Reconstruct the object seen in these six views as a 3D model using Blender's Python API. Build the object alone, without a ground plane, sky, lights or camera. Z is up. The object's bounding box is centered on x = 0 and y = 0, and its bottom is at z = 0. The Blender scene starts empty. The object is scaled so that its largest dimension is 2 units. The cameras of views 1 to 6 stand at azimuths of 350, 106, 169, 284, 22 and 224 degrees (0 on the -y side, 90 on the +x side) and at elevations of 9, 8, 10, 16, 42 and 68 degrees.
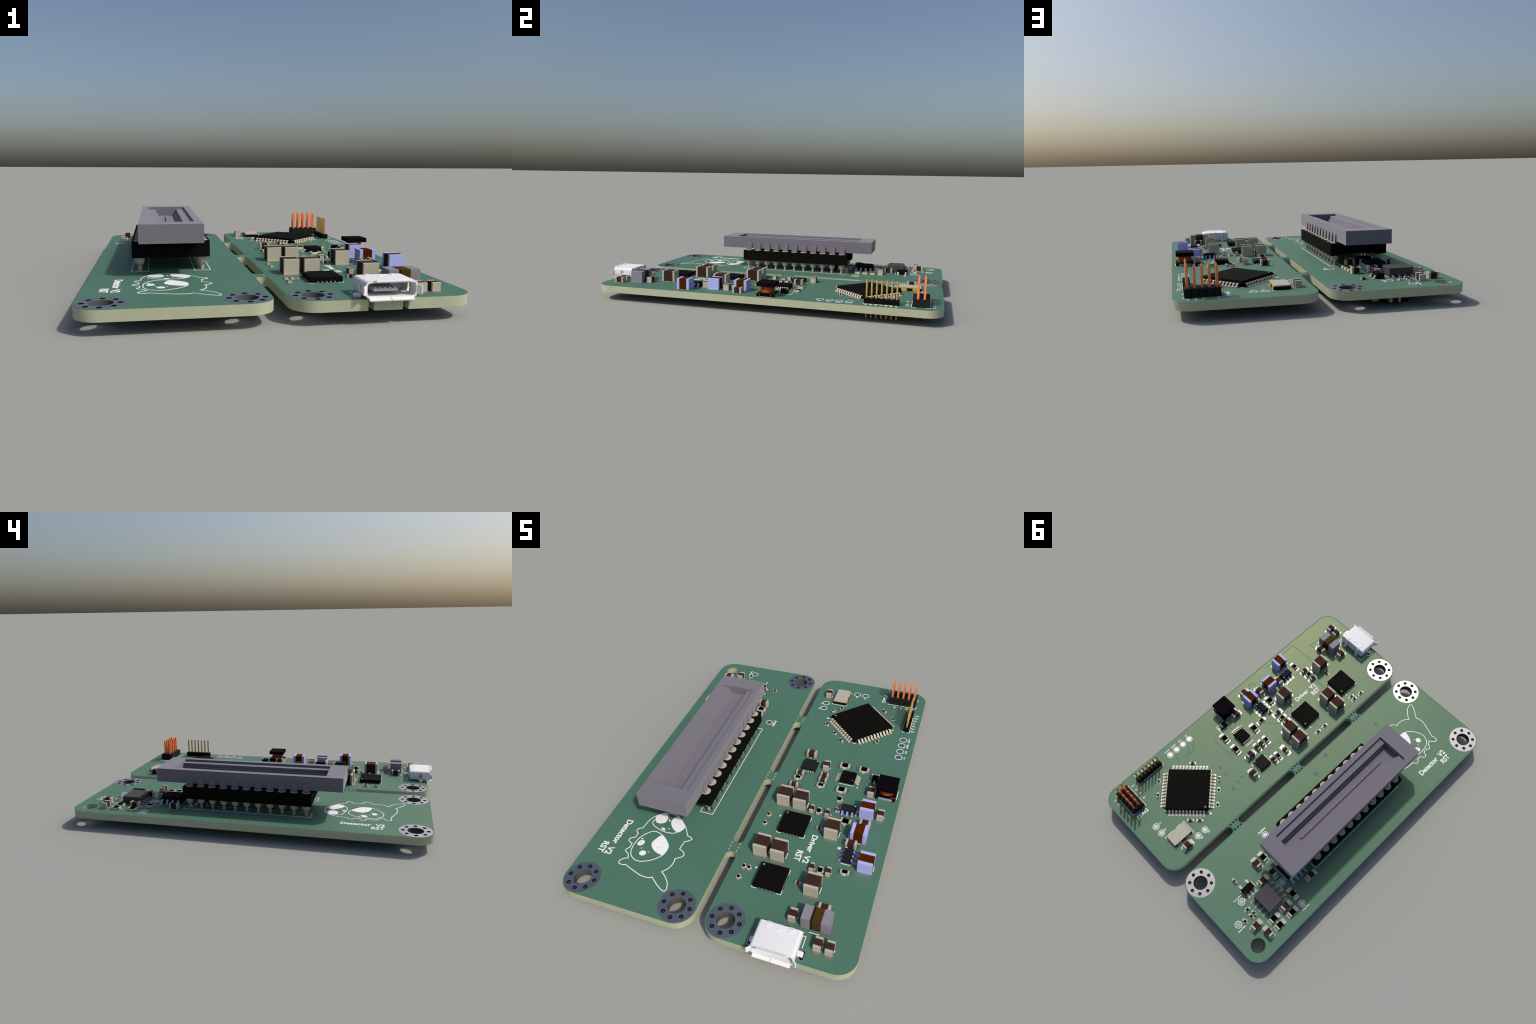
# Two-part printed circuit board panel (driver board + detector board, joined by
# mouse-bite tabs) with its electronic parts, built part by part.
import bpy, bmesh, math
from mathutils import Vector, Matrix

MM = 0.0259            # one real millimetre in scene metres
ZT, ZB = 0.0878, 0.0470  # top and bottom of the board
PI = math.pi
scene = bpy.context.scene
coll = scene.collection

# ------------------------------------------------------------------ materials
def srgb(r, g, b):
    f = lambda c: c / 12.92 if c <= 0.04045 else ((c + 0.055) / 1.055) ** 2.4
    return (f(r / 255), f(g / 255), f(b / 255))

def material(name, rgb, rough=0.85, metal=0.0, spec=0.3, var=0.05, scale=60.0, sheen=0.0):
    """Principled surface whose base colour is broken up by a fine noise."""
    m = bpy.data.materials.new(name)
    m.use_nodes = True
    nt = m.node_tree
    p = nt.nodes["Principled BSDF"]
    tc = nt.nodes.new("ShaderNodeTexCoord")
    no = nt.nodes.new("ShaderNodeTexNoise")
    no.inputs["Scale"].default_value = scale
    no.inputs["Detail"].default_value = 3
    ra = nt.nodes.new("ShaderNodeValToRGB")
    ra.color_ramp.elements[0].position = 0.3
    ra.color_ramp.elements[1].position = 0.7
    ra.color_ramp.elements[0].color = (*[c * (1 - var) for c in rgb], 1)
    ra.color_ramp.elements[1].color = (*[min(1, c * (1 + var)) for c in rgb], 1)
    nt.links.new(tc.outputs["Object"], no.inputs["Vector"])
    nt.links.new(no.outputs["Fac"], ra.inputs["Fac"])
    nt.links.new(ra.outputs["Color"], p.inputs["Base Color"])
    p.inputs["Roughness"].default_value = rough
    p.inputs["Metallic"].default_value = metal
    p.inputs["Specular IOR Level"].default_value = spec
    p.inputs["Sheen Weight"].default_value = sheen      # sheen tuned to lighten surfaces where grazing views catch more reflected light
    p.inputs["Sheen Roughness"].default_value = 0.55
    return m

GREEN = srgb(76, 116, 98)
MASK = material("solder_mask_bare", GREEN, 0.6, spec=0.25, var=0.02, scale=8)

def copper_under_mask():
    """Green lacquer that lets a little of the copper pour below shine through."""
    m = material("solder_mask_over_copper", GREEN, 0.6, spec=0.25, var=0.02, scale=8)
    nt = m.node_tree
    out = nt.nodes["Material Output"]
    green = nt.nodes["Principled BSDF"]
    cu = nt.nodes.new("ShaderNodeBsdfPrincipled")
    cu.inputs["Base Color"].default_value = (0.80, 0.66, 0.22, 1)
    cu.inputs["Metallic"].default_value = 1.0
    cu.inputs["Roughness"].default_value = 0.42
    mix = nt.nodes.new("ShaderNodeMixShader")
    mix.inputs[0].default_value = 0.035
    nt.links.new(green.outputs[0], mix.inputs[1])
    nt.links.new(cu.outputs[0], mix.inputs[2])
    nt.links.new(mix.outputs[0], out.inputs["Surface"])
    return m

POUR = copper_under_mask()
CORE = material("glass_epoxy_core", srgb(173, 178, 150), 0.85, spec=0.25, var=0.03, scale=20)
SILK = material("white_print", srgb(240, 239, 240), 0.6, var=0.01)
TIN = material("tinned_copper", (0.47, 0.465, 0.465), 0.42, 1.0, var=0.02)
GOLDPAD = material("gold_flash", (0.75, 0.62, 0.02), 0.42, 1.0, var=0.02)
VIA = material("via_barrel", (0.0015, 0.0015, 0.0015), 0.9, spec=0.05, var=0.1)
PLUG = material("via_plug", srgb(62, 61, 57), 0.8, spec=0.2, var=0.05)
CERAMIC = material("brown_ceramic", srgb(60, 36, 31), 0.9, spec=0.10, var=0.05, sheen=0.04)
TERMINAL = material("terminal_tin", srgb(180, 174, 155), 0.8, spec=0.25, var=0.03)
FILM = material("black_resistor_film", (0.0008, 0.0010, 0.0016), 0.9, spec=0.02, var=0.1)
ALUMINA = material("cream_alumina", srgb(222, 218, 170), 0.8, spec=0.25, var=0.03)
AMBER = material("amber_ceramic", srgb(75, 32, 0), 0.9, spec=0.03, var=0.05, sheen=0.02)
LAVENDER = material("lavender_terminal", srgb(172, 176, 231), 0.8, spec=0.25, var=0.03)
LAVLEAD = material("lavender_lead", srgb(150, 154, 226), 0.8, spec=0.25, var=0.03)
UMBER = material("umber_ceramic", srgb(73, 52, 19), 0.9, spec=0.06, var=0.05, sheen=0.02)
GREYTERM = material("grey_terminal", srgb(134, 131, 141), 0.8, spec=0.25, var=0.03)
BLACK = material("black_epoxy", (0.0044, 0.0043, 0.0036), 0.8, spec=0.06, var=0.1)
BLACK2 = material("charcoal_epoxy", (0.0145, 0.0155, 0.0155), 0.9, spec=0.10, var=0.1)
BLACKBLUE = material("blue_black_epoxy", (0.010, 0.010, 0.015), 0.9, spec=0.10, var=0.1)
GREYEPOXY = material("grey_epoxy", srgb(70, 68, 69), 0.8, spec=0.25, var=0.03)
FERRITE = material("black_ferrite", (0.0040, 0.0020, 0.0040), 0.9, spec=0.05, var=0.1)
WINDING = material("orange_winding", srgb(148, 76, 22), 0.8, spec=0.25, var=0.03)
LEAD = material("silver_lead", srgb(196, 188, 168), 0.8, spec=0.25, var=0.03)
BLUELEAD = material("blue_grey_lead", srgb(176, 190, 200), 0.8, spec=0.25, var=0.03)
PURPLELEAD = material("purple_grey_lead", srgb(126, 123, 142), 0.8, spec=0.25, var=0.03)
DOT = material("pale_pin_mark", srgb(150, 141, 128), 0.8)
WHITEDOT = material("white_pin_mark", srgb(245, 245, 245), 0.6)
SENSOR = material("grey_sensor_ceramic", srgb(107, 103, 113), 1.0, spec=0.8, var=0.015, scale=25, sheen=0.28)
SHELL = material("white_metal_shell", srgb(229, 229, 230), 0.8, spec=0.3, var=0.01)
TONGUE = material("grey_white_tongue", srgb(190, 190, 190), 0.8, spec=0.25, var=0.03)
SOCKETPIN = material("ivory_pin", srgb(178, 173, 155), 0.8, spec=0.25, var=0.03)
ORANGEPIN = material("orange_pin", srgb(241, 138, 84), 0.8, spec=0.25, var=0.03)
GOLDPIN = material("gold_pin", srgb(182, 148, 84), 0.8, spec=0.25, var=0.03)
HEADER = material("black_header_plastic", (0.0048, 0.0048, 0.0044), 0.9, spec=0.10, var=0.1)
HEADER2 = material("charcoal_header_plastic", (0.0150, 0.0152, 0.0142), 0.9, spec=0.15, var=0.1)
LID = material("crystal_lid", srgb(177, 171, 158), 0.8, spec=0.25, var=0.03)
GOLD = material("gold_plate", srgb(190, 150, 80), 0.8, spec=0.25, var=0.03)
PLATE = material("inductor_terminal", srgb(150, 165, 168), 0.8, spec=0.25, var=0.03)
BARREL = material("plated_hole_wall", srgb(84, 83, 78), 0.8, spec=0.25, var=0.03)

# ------------------------------------------------------------------ mesh tools
def finish(bm, mat, name, angle=None):
    me = bpy.data.meshes.new(name)
    bm.normal_update()
    bm.to_mesh(me)
    bm.free()
    me.materials.append(mat)
    if angle:
        me.shade_smooth()
        me.set_sharp_from_angle(angle=math.radians(angle))
    return me

def add_box(bm, x0, x1, y0, y1, z0, z1, bevel=0.0, taper=0.0, taper_low=0.0):
    """Axis-aligned block; taper pulls in the top face, taper_low the bottom."""
    v = []
    for z, t in ((z0, taper_low), (z1, taper)):
        for sx, sy in ((0, 0), (1, 0), (1, 1), (0, 1)):
            v.append(bm.verts.new(((x1 - t) if sx else (x0 + t), (y1 - t) if sy else (y0 + t), z)))
    q = [(3, 2, 1, 0), (4, 5, 6, 7), (0, 1, 5, 4), (1, 2, 6, 5), (2, 3, 7, 6), (3, 0, 4, 7)]
    fs = [bm.faces.new([v[i] for i in f]) for f in q]
    if bevel > 0:
        es = list({e for f in fs for e in f.edges})
        bmesh.ops.bevel(bm, geom=es, offset=bevel, segments=2, profile=0.5, affect="EDGES")

def box(name, mat, *boxes, bevel=0.0, scale=MM):
    bm = bmesh.new()
    for b in boxes:
        kw = b[6] if len(b) > 6 else {}
        add_box(bm, *[c * scale for c in b[:6]], bevel=bevel * scale,
                **{k: w * scale for k, w in kw.items()})
    return finish(bm, mat, name)

def add_lathe(bm, profile, seg=20, at=(0, 0)):
    rings = []
    for r, z in profile:
        rings.append([bm.verts.new((at[0] + r * math.cos(2 * PI * i / seg), at[1] + r * math.sin(2 * PI * i / seg), z)) for i in range(seg)])
    for a, b in zip(rings, rings[1:]):
        for i in range(seg):
            j = (i + 1) % seg
            bm.faces.new((a[i], a[j], b[j], b[i]))
    bm.faces.new(list(reversed(rings[0])))
    bm.faces.new(rings[-1])

def lathe(name, mat, profile, seg=20, scale=1.0, angle=40):
    bm = bmesh.new()
    add_lathe(bm, [(r * scale, z * scale) for r, z in profile], seg)
    return finish(bm, mat, name, angle)

def circle(cx, cy, r, n=24):
    return [(cx + r * math.cos(2 * PI * i / n), cy + r * math.sin(2 * PI * i / n)) for i in range(n)]

def rounded_rect(x0, x1, y0, y1, r, n=8):
    pts = []
    for cx, cy, a in ((x1 - r, y1 - r, 0), (x0 + r, y1 - r, 90), (x0 + r, y0 + r, 180), (x1 - r, y0 + r, 270)):
        for i in range(n + 1):
            t = math.radians(a + 90 * i / n)
            pts.append((cx + r * math.cos(t), cy + r * math.sin(t)))
    return pts

def plate(name, mat, loops, z0, z1, angle=30, keep=True):
    """Flat sheet z0..z1 bounded by loops; loops inside loops are holes."""
    cu = bpy.data.curves.new(name, "CURVE")
    cu.dimensions = "2D"
    cu.fill_mode = "BOTH"
    cu.extrude = (z1 - z0) / 2
    for lp in loops:
        sp = cu.splines.new("POLY")
        sp.points.add(len(lp) - 1)
        for p, (x, y) in zip(sp.points, lp):
            p.co = (x, y, 0, 1)
        sp.use_cyclic_u = True
    return curve_to_mesh(cu, mat, name, (z0 + z1) / 2, angle)

def curve_to_mesh(cu, mat, name, zc, angle):
    ob = bpy.data.objects.new("helper", cu)
    coll.objects.link(ob)
    bpy.context.view_layer.update()
    dg = bpy.context.evaluated_depsgraph_get()
    me = bpy.data.meshes.new_from_object(ob.evaluated_get(dg))
    bpy.data.objects.remove(ob)
    bm = bmesh.new()
    bm.from_mesh(me)
    bpy.data.meshes.remove(me)
    bpy.data.curves.remove(cu)
    bmesh.ops.remove_doubles(bm, verts=bm.verts, dist=1e-6)
    bmesh.ops.translate(bm, verts=bm.verts, vec=(0, 0, zc))
    return finish(bm, mat, name, angle)

def stroke_loops(path, w, closed=False):
    """Outline loop(s) of a line of width w drawn along a path in the plane."""
    n = len(path)
    left, right = [], []
    for i, p in enumerate(path):
        a = path[(i - 1) % n] if closed or i else p
        b = path[(i + 1) % n] if closed or i < n - 1 else p
        d1 = Vector((p[0] - a[0], p[1] - a[1]))
        d2 = Vector((b[0] - p[0], b[1] - p[1]))
        d1 = d1.normalized() if d1.length > 1e-9 else d2.normalized()
        d2 = d2.normalized() if d2.length > 1e-9 else d1
        t = (d1 + d2)
        t = t.normalized() if t.length > 1e-6 else d1
        nrm = Vector((-t.y, t.x))
        k = w / 2 / max(0.5, abs(nrm.dot(Vector((-d1.y, d1.x)))))
        left.append((p[0] + nrm.x * k, p[1] + nrm.y * k))
        right.append((p[0] - nrm.x * k, p[1] - nrm.y * k))
    return [left, right] if closed else [left + right[::-1]]

def smooth_path(pts, closed=True, n=6):
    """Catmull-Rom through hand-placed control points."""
    out, m = [], len(pts)
    for i in range(m if closed else m - 1):
        g = lambda k: Vector(pts[(i + k) % m] if closed else pts[min(max(i + k, 0), m - 1)])
        p0, p1, p2, p3 = g(-1), g(0), g(1), g(2)
        for j in range(n):
            t = j / n
            q = 0.5 * ((2 * p1) + (p2 - p0) * t + (2 * p0 - 5 * p1 + 4 * p2 - p3) * t * t + (3 * p1 - p0 - 3 * p2 + p3) * t ** 3)
            out.append((q.x, q.y))
    if not closed:
        out.append(tuple(pts[-1]))
    return out

def bent_strip(name, mat, path, thick, width, bevel=0.0):
    """Sheet-metal strip: path in the local x-z plane (mm), width along y."""
    loop = stroke_loops(path, thick)[0]
    bm = bmesh.new()
    a = [bm.verts.new((x * MM, -width / 2 * MM, z * MM)) for x, z in loop]
    b = [bm.verts.new((x * MM, width / 2 * MM, z * MM)) for x, z in loop]
    n = len(loop)
    bm.faces.new(a)
    bm.faces.new(b[::-1])
    for i in range(n):
        j = (i + 1) % n
        bm.faces.new((a[j], a[i], b[i], b[j]))
    bmesh.ops.recalc_face_normals(bm, faces=bm.faces)
    return finish(bm, mat, name)

# ------------------------------------------------------------------ object tools
root = bpy.data.objects.new("circuit_board", None)
root.empty_display_size = 0.2
coll.objects.link(root)
root["label"] = "green two-part circuit board with soldered chips and connectors"
root["category"] = "circuit board"

def put(name, mesh, parent=root, loc=(0, 0, 0), rot=0.0, stuff=False, tilt=None):
    ob = bpy.data.objects.new(name, mesh)
    coll.objects.link(ob)
    ob.parent = parent
    ob.location = loc
    ob.rotation_euler = (tilt or 0.0, 0, rot)
    if stuff:
        ob["kind"] = "stuff"
    return ob

CACHE = {}
def cached(key, make):
    if key not in CACHE:
        CACHE[key] = make()
    return CACHE[key]

silk_loops = []        # white print strokes, gathered into one sheet of the board

def to_world(x, y, rot, px, py):
    c, s = math.cos(rot), math.sin(rot)
    return (x + (px * c - py * s) * MM, y + (px * s + py * c) * MM)

def silk_line(x, y, rot, pts, w=0.12):
    silk_loops.append([to_world(x, y, rot, *p) for p in stroke_loops(pts, w)[0]])

def silk_poly(x, y, rot, pts):
    silk_loops.append([to_world(x, y, rot, *p) for p in pts])

# ------------------------------------------------------------------ the board
EX, EY0, EY1, GAP, R = 0.682, -0.968, 1.0, 0.0258, 0.089
TABS = (-0.5003, 0.0164, 0.533)       # y of the three break-away tabs
TAB = 0.0292                          # half length of a tab between slot ends
HOLES = ((-0.5932, -0.8793), (-0.1149, -0.8793), (0.1149, -0.8793), (-0.1149, 0.9108))
PLAIN_HOLE = (-0.5932, 0.9108)
NOTCHES = ((0.2822, 0.3030), (0.4055, 0.4263))   # slots under the USB socket

def arc(cx, cy, r, a0, a1, n=10):
    return [(cx + r * math.cos(math.radians(a0 + (a1 - a0) * i / n)), cy + r * math.sin(math.radians(a0 + (a1 - a0) * i / n))) for i in range(n + 1)]

def panel_outline(m=0.0, notches=True):
    """Outer edge of the joined panel, pulled in by m; the open slot ends dip to the first tabs."""
    g, ex, y0, y1, r = GAP + m, EX - m, EY0 + m, EY1 - m, R - m
    p = []
    p += arc(-g - r, y0 + r, r, -90, 0)                                # detector, inner front corner
    yb = TABS[0] - TAB - m
    p += arc(0, yb - g, g, 180, 0, 14)                                 # slot end
    p += arc(g + r, y0 + r, r, 180, 270)
    if notches:
        for a, b in NOTCHES:
            p += [(a - m, y0), (a - m, y0 + 0.045), (b + m, y0 + 0.045), (b + m, y0)]
    p += arc(ex - r, y0 + r, r, -90, 0)
    p += arc(ex - r, y1 - r, r, 0, 90)
    p += arc(g + r, y1 - r, r, 90, 180)
    yt = TABS[2] + TAB + m
    p += arc(0, yt + g, g, 0, -180, 14)
    p += arc(-g - r, y1 - r, r, 0, 90)
    p += arc(-ex + r, y1 - r, r, 90, 180)
    p += arc(-ex + r, y0 + r, r, 180, 270)
    return p

def slot(y0, y1, m=0.0):
    g = GAP + m
    return arc(0, y1 - GAP, g, 0, 180, 14) + arc(0, y0 + GAP, g, 180, 360, 14)

SLOTS = [(TABS[0] + TAB, TABS[1] - TAB), (TABS[1] + TAB, TABS[2] - TAB)]
bites = [(sx * 0.0195, t + k * 0.0220) for t in TABS for sx in (-1, 1) for k in (-1, 0, 1)]
holes_main = [circle(x, y, 0.0412, 40) for x, y in HOLES] + [circle(*PLAIN_HOLE, 0.0412, 40)]
via_ring = [(hx + 0.0620 * math.cos(PI / 4 * k), hy + 0.0620 * math.sin(PI / 4 * k)) for hx, hy in HOLES for k in range(8)]
DIP_X, DIP_Y, PITCH, ROW = -0.351, 0.0164, 2.54 * MM, 5.08 * MM
dip_pins = [(DIP_X + s * ROW, DIP_Y + (k - 5) * PITCH) for s in (-1, 1) for k in range(11)]

holes_all = holes_main + [slot(*s) for s in SLOTS] + [circle(x, y, 0.0066, 12) for x, y in bites]
holes_all += [circle(x, y, 0.0066, 10) for x, y in via_ring]

board = put("board", plate("board", CORE, [panel_outline()] + holes_all, ZB + 0.0006, ZT - 0.0006))
put("solder_mask", plate("solder_mask_top", MASK, [panel_outline(0.0002)] + holes_all, ZT - 0.0007, ZT - 0.0002), board)
put("solder_mask", plate("solder_mask_bottom", MASK, [panel_outline(0.0002)] + holes_all, ZB + 0.0002, ZB + 0.0007), board)

def half_outline(side, m=0.0075):
    """Copper pour of one half board, held back from its edges."""
    x0, x1 = (GAP + m, EX - m) if side > 0 else (-EX + m, -GAP - m)
    return rounded_rect(x0, x1, EY0 + m, EY1 - m, R - m, 12)

det_holes = [h for h in holes_main if h[0][0] < 0.05] + [circle(x, y, 0.0066, 10) for x, y in via_ring if x < 0]
drv_holes = [holes_main[2]] + [circle(x, y, 0.0066, 10) for x, y in via_ring if x > 0]
drv_notch = [rounded_rect(a - 0.008, b + 0.008, EY0 + 0.0095, EY0 + 0.053, 0.004, 3) for a, b in NOTCHES]
pour_d = plate("copper_pour", POUR, [half_outline(-1)] + det_holes, ZT - 0.0003, ZT)
pour_r = plate("copper_pour", POUR, [half_outline(1)] + drv_holes + drv_notch, ZT - 0.0003, ZT)
put("copper_pour", pour_d, board)
put("copper_pour", pour_r, board)

# bare gaps in the pour: outlines of zones and a few routed lines that show through
TRACES = [
    ([(0.478, -0.602), (0.653, -0.597), (0.655, -0.342)], 0.0045),
    ([(0.565, -0.753), (0.572, -0.686), (0.514, -0.688)], 0.0045), ([(0.514, 0.204), (0.512, 0.238), (0.494, 0.255), (0.356, 0.254), (0.330, 0.231)], 0.004),
    ([(0.496, 0.082), (0.480, 0.097)], 0.004), ([(0.511, 0.124), (0.478, 0.123)], 0.004),
    ([(0.381, -0.084), (0.364, -0.094), (0.342, -0.118)], 0.0035), ([(0.367, -0.051), (0.293, -0.125)], 0.0035),
    ([(0.218, 0.073), (0.213, -0.023), (0.189, -0.033)], 0.004), ([(0.589, 0.349), (0.543, 0.390), (0.528, 0.450)], 0.006),
    ([(0.588, 0.398), (0.549, 0.421), (0.545, 0.467)], 0.006), ([(0.591, 0.490), (0.541, 0.512)], 0.006),
    ([(0.613, -0.153), (0.633, -0.170), (0.633, -0.189), (0.615, -0.207), (0.588, -0.193)], 0.004),
    ([(0.578, -0.490), (0.475, -0.489), (0.475, -0.368)], 0.0045), ([(0.356, -0.517), (0.278, -0.515)], 0.004),
    ([(0.144, -0.618), (0.119, -0.619)], 0.004), ([(0.145, -0.633), (0.108, -0.631), (0.100, -0.639)], 0.004),
    ([(0.073, -0.506), (0.069, -0.568)], 0.0035), ([(0.150, -0.283), (0.114, -0.284)], 0.0045),
]
tr_loops = [stroke_loops(p, w)[0] for p, w in TRACES]
for blob in ((0.333, 0.353, 0.010), (0.277, 0.361, 0.010), (0.176, 0.389, 0.012), (0.191, 0.339, 0.010), (0.196, 0.302, 0.010), (-0.139, -0.561, 0.012), (-0.062, -0.174, 0.014), (-0.108, -0.045, 0.016)):
    tr_loops.append(circle(*blob, 16))
trace_objs = [put("routing_gap", plate("routing_gap", MASK, [lp], ZT - 0.0001, ZT + 0.00025), board) for lp in tr_loops]

# plated mounting rings with their small vias
for hx, hy in HOLES:
    vias = [circle(x, y, 0.0066, 12) for x, y in via_ring if abs(x - hx) < 0.1 and abs(y - hy) < 0.1]
    loops = [circle(hx, hy, 0.0838, 64), circle(hx, hy, 0.0408, 40)] + vias
    ring = put("mounting_ring", plate("mounting_ring", TIN, loops, ZT - 0.0002, ZT + 0.0008), board)
    put("mounting_ring", plate("mounting_ring", TIN, loops, ZB - 0.0008, ZB + 0.0002), board)
    put("plated_barrel", plate("plated_barrel", BARREL, [circle(hx, hy, 0.0418, 40), circle(hx, hy, 0.0400, 40)], ZB, ZT + 0.0006), board)
    put("via", plate("via", VIA, [lp for x, y in via_ring if abs(x - hx) < 0.1 and abs(y - hy) < 0.1 for lp in (circle(x, y, 0.0098, 16), circle(x, y, 0.0060, 12))], ZB - 0.0012, ZT + 0.0012), board)
    put("via_plug", plate("via_plug", PLUG, [circle(x, y, 0.0064, 12) for x, y in via_ring if abs(x - hx) < 0.1 and abs(y - hy) < 0.1], ZB + 0.002, ZT - 0.001), board)

# test points: bare pad in a white ring
TEST_POINTS = [("driver", 0.6145, 0.521), ("driver", 0.6145, 0.469), ("driver", 0.6145, 0.417), ("driver", 0.6148, 0.365),
               ("driver", 0.3176, 0.8813), ("driver", 0.2657, 0.8815), ("driver", 0.1020, 0.6850), ("driver", 0.1025, 0.7380),
               ("detector", -0.1684, 0.4500), ("detector", -0.3560, 0.8154), ("detector", -0.4363, 0.9132), ("detector", -0.4355, 0.5729), ("detector", -0.6009, 0.5760)]
tp_mesh = lathe("test_pad", TIN, [(0.5, -0.005), (0.5, 0.04)], 28, MM)
tp_ring = []
for _, x, y in TEST_POINTS:
    put("test_pad", tp_mesh, board, (x, y, ZT))
    tp_ring += [circle(x, y, 0.79 * MM, 32), circle(x, y, 0.665 * MM, 32)]

# ------------------------------------------------------------------ chip passives
# kind: length, width, height, terminal length, pad centre, pad length, pad width, silk offset, silk half length
PASSIVES = {
    "C4": (1.0, 0.5, 0.5, 0.25, 0.48, 0.56, 0.62, 0.36, 0.11),
    "R4": (1.0, 0.5, 0.35, 0.22, 0.51, 0.54, 0.64, 0.38, 0.15),
    "C6": (1.6, 0.8, 0.8, 0.35, 0.86, 0.95, 0.95, 0.51, 0.14),
    "R6": (1.6, 0.8, 0.45, 0.32, 0.86, 0.92, 0.95, 0.52, 0.24),
    "CW": (1.6, 0.8, 0.8, 0.35, 0.98, 1.15, 1.35, 0.72, 0.20),
    "C8": (2.0, 1.25, 1.25, 0.42, 1.00, 1.10, 1.40, 0.735, 0.25),
    "R8": (2.0, 1.25, 0.5, 0.40, 0.97, 1.05, 1.35, 0.735, 0.23),
    "C12": (3.2, 2.5, 2.5, 0.48, 1.52, 1.20, 2.65, 1.36, 0.71),
    "L": (2.9, 2.62, 2.45, 0.62, 1.40, 1.10, 2.3, 1.42, 0.60),
}

def passive(kind, x, y, rot, z=ZT, flip=False):
    L, W, H, T, pc, pl, pw, so, sl = PASSIVES[kind]
    resistor = kind[0] == "R"
    body_mat = ALUMINA if resistor else AMBER if kind == "L" else CERAMIC
    term_mat = LAVENDER if kind == "L" else TERMINAL
    in_ = 0.03 if L > 1.2 else 0.02
    def body():
        h = H - (0.05 if resistor else in_)
        return box(("resistor" if resistor else "capacitor") + "_body", body_mat,
                   (-L / 2 + T * 0.7, L / 2 - T * 0.7, -W / 2 + in_, W / 2 - in_, 0.04, h))
    def term():
        return box("terminal", term_mat, (-T / 2, T / 2, -W / 2, W / 2, 0.012, H), bevel=0.04 if L > 1.2 else 0.025)
    def film():
        return box("resistor_film", FILM, (-L / 2 + T * 0.95, L / 2 - T * 0.95, -W / 2 + 0.04, W / 2 - 0.04, H - 0.06, H - 0.015))
    def pads():
        r = min(0.25, pl * 0.25)
        return plate("solder_pad", TIN, [[(px * MM, py * MM) for px, py in rounded_rect(s * pc - pl / 2, s * pc + pl / 2, -pw / 2, pw / 2, r, 4)] for s in (-1, 1)], -0.0002, 0.0010)
    name = "resistor" if resistor else "capacitor"
    ob = put(name, cached((kind, "body"), body), root, (x, y, z), rot, tilt=PI if flip else None)
    for s in (-1, 1):
        put("terminal", cached((kind, "term"), term), ob, (s * (L - T) / 2 * MM, 0, 0))
    if resistor:
        put("resistor_film", cached((kind, "film"), film), ob)
    put("solder_pad", cached((kind, "pads"), pads), ob)
    if not flip:
        for s in (-1, 1):
            silk_line(x, y, rot, [(-sl, s * so), (sl, s * so)])
    return ob

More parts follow.
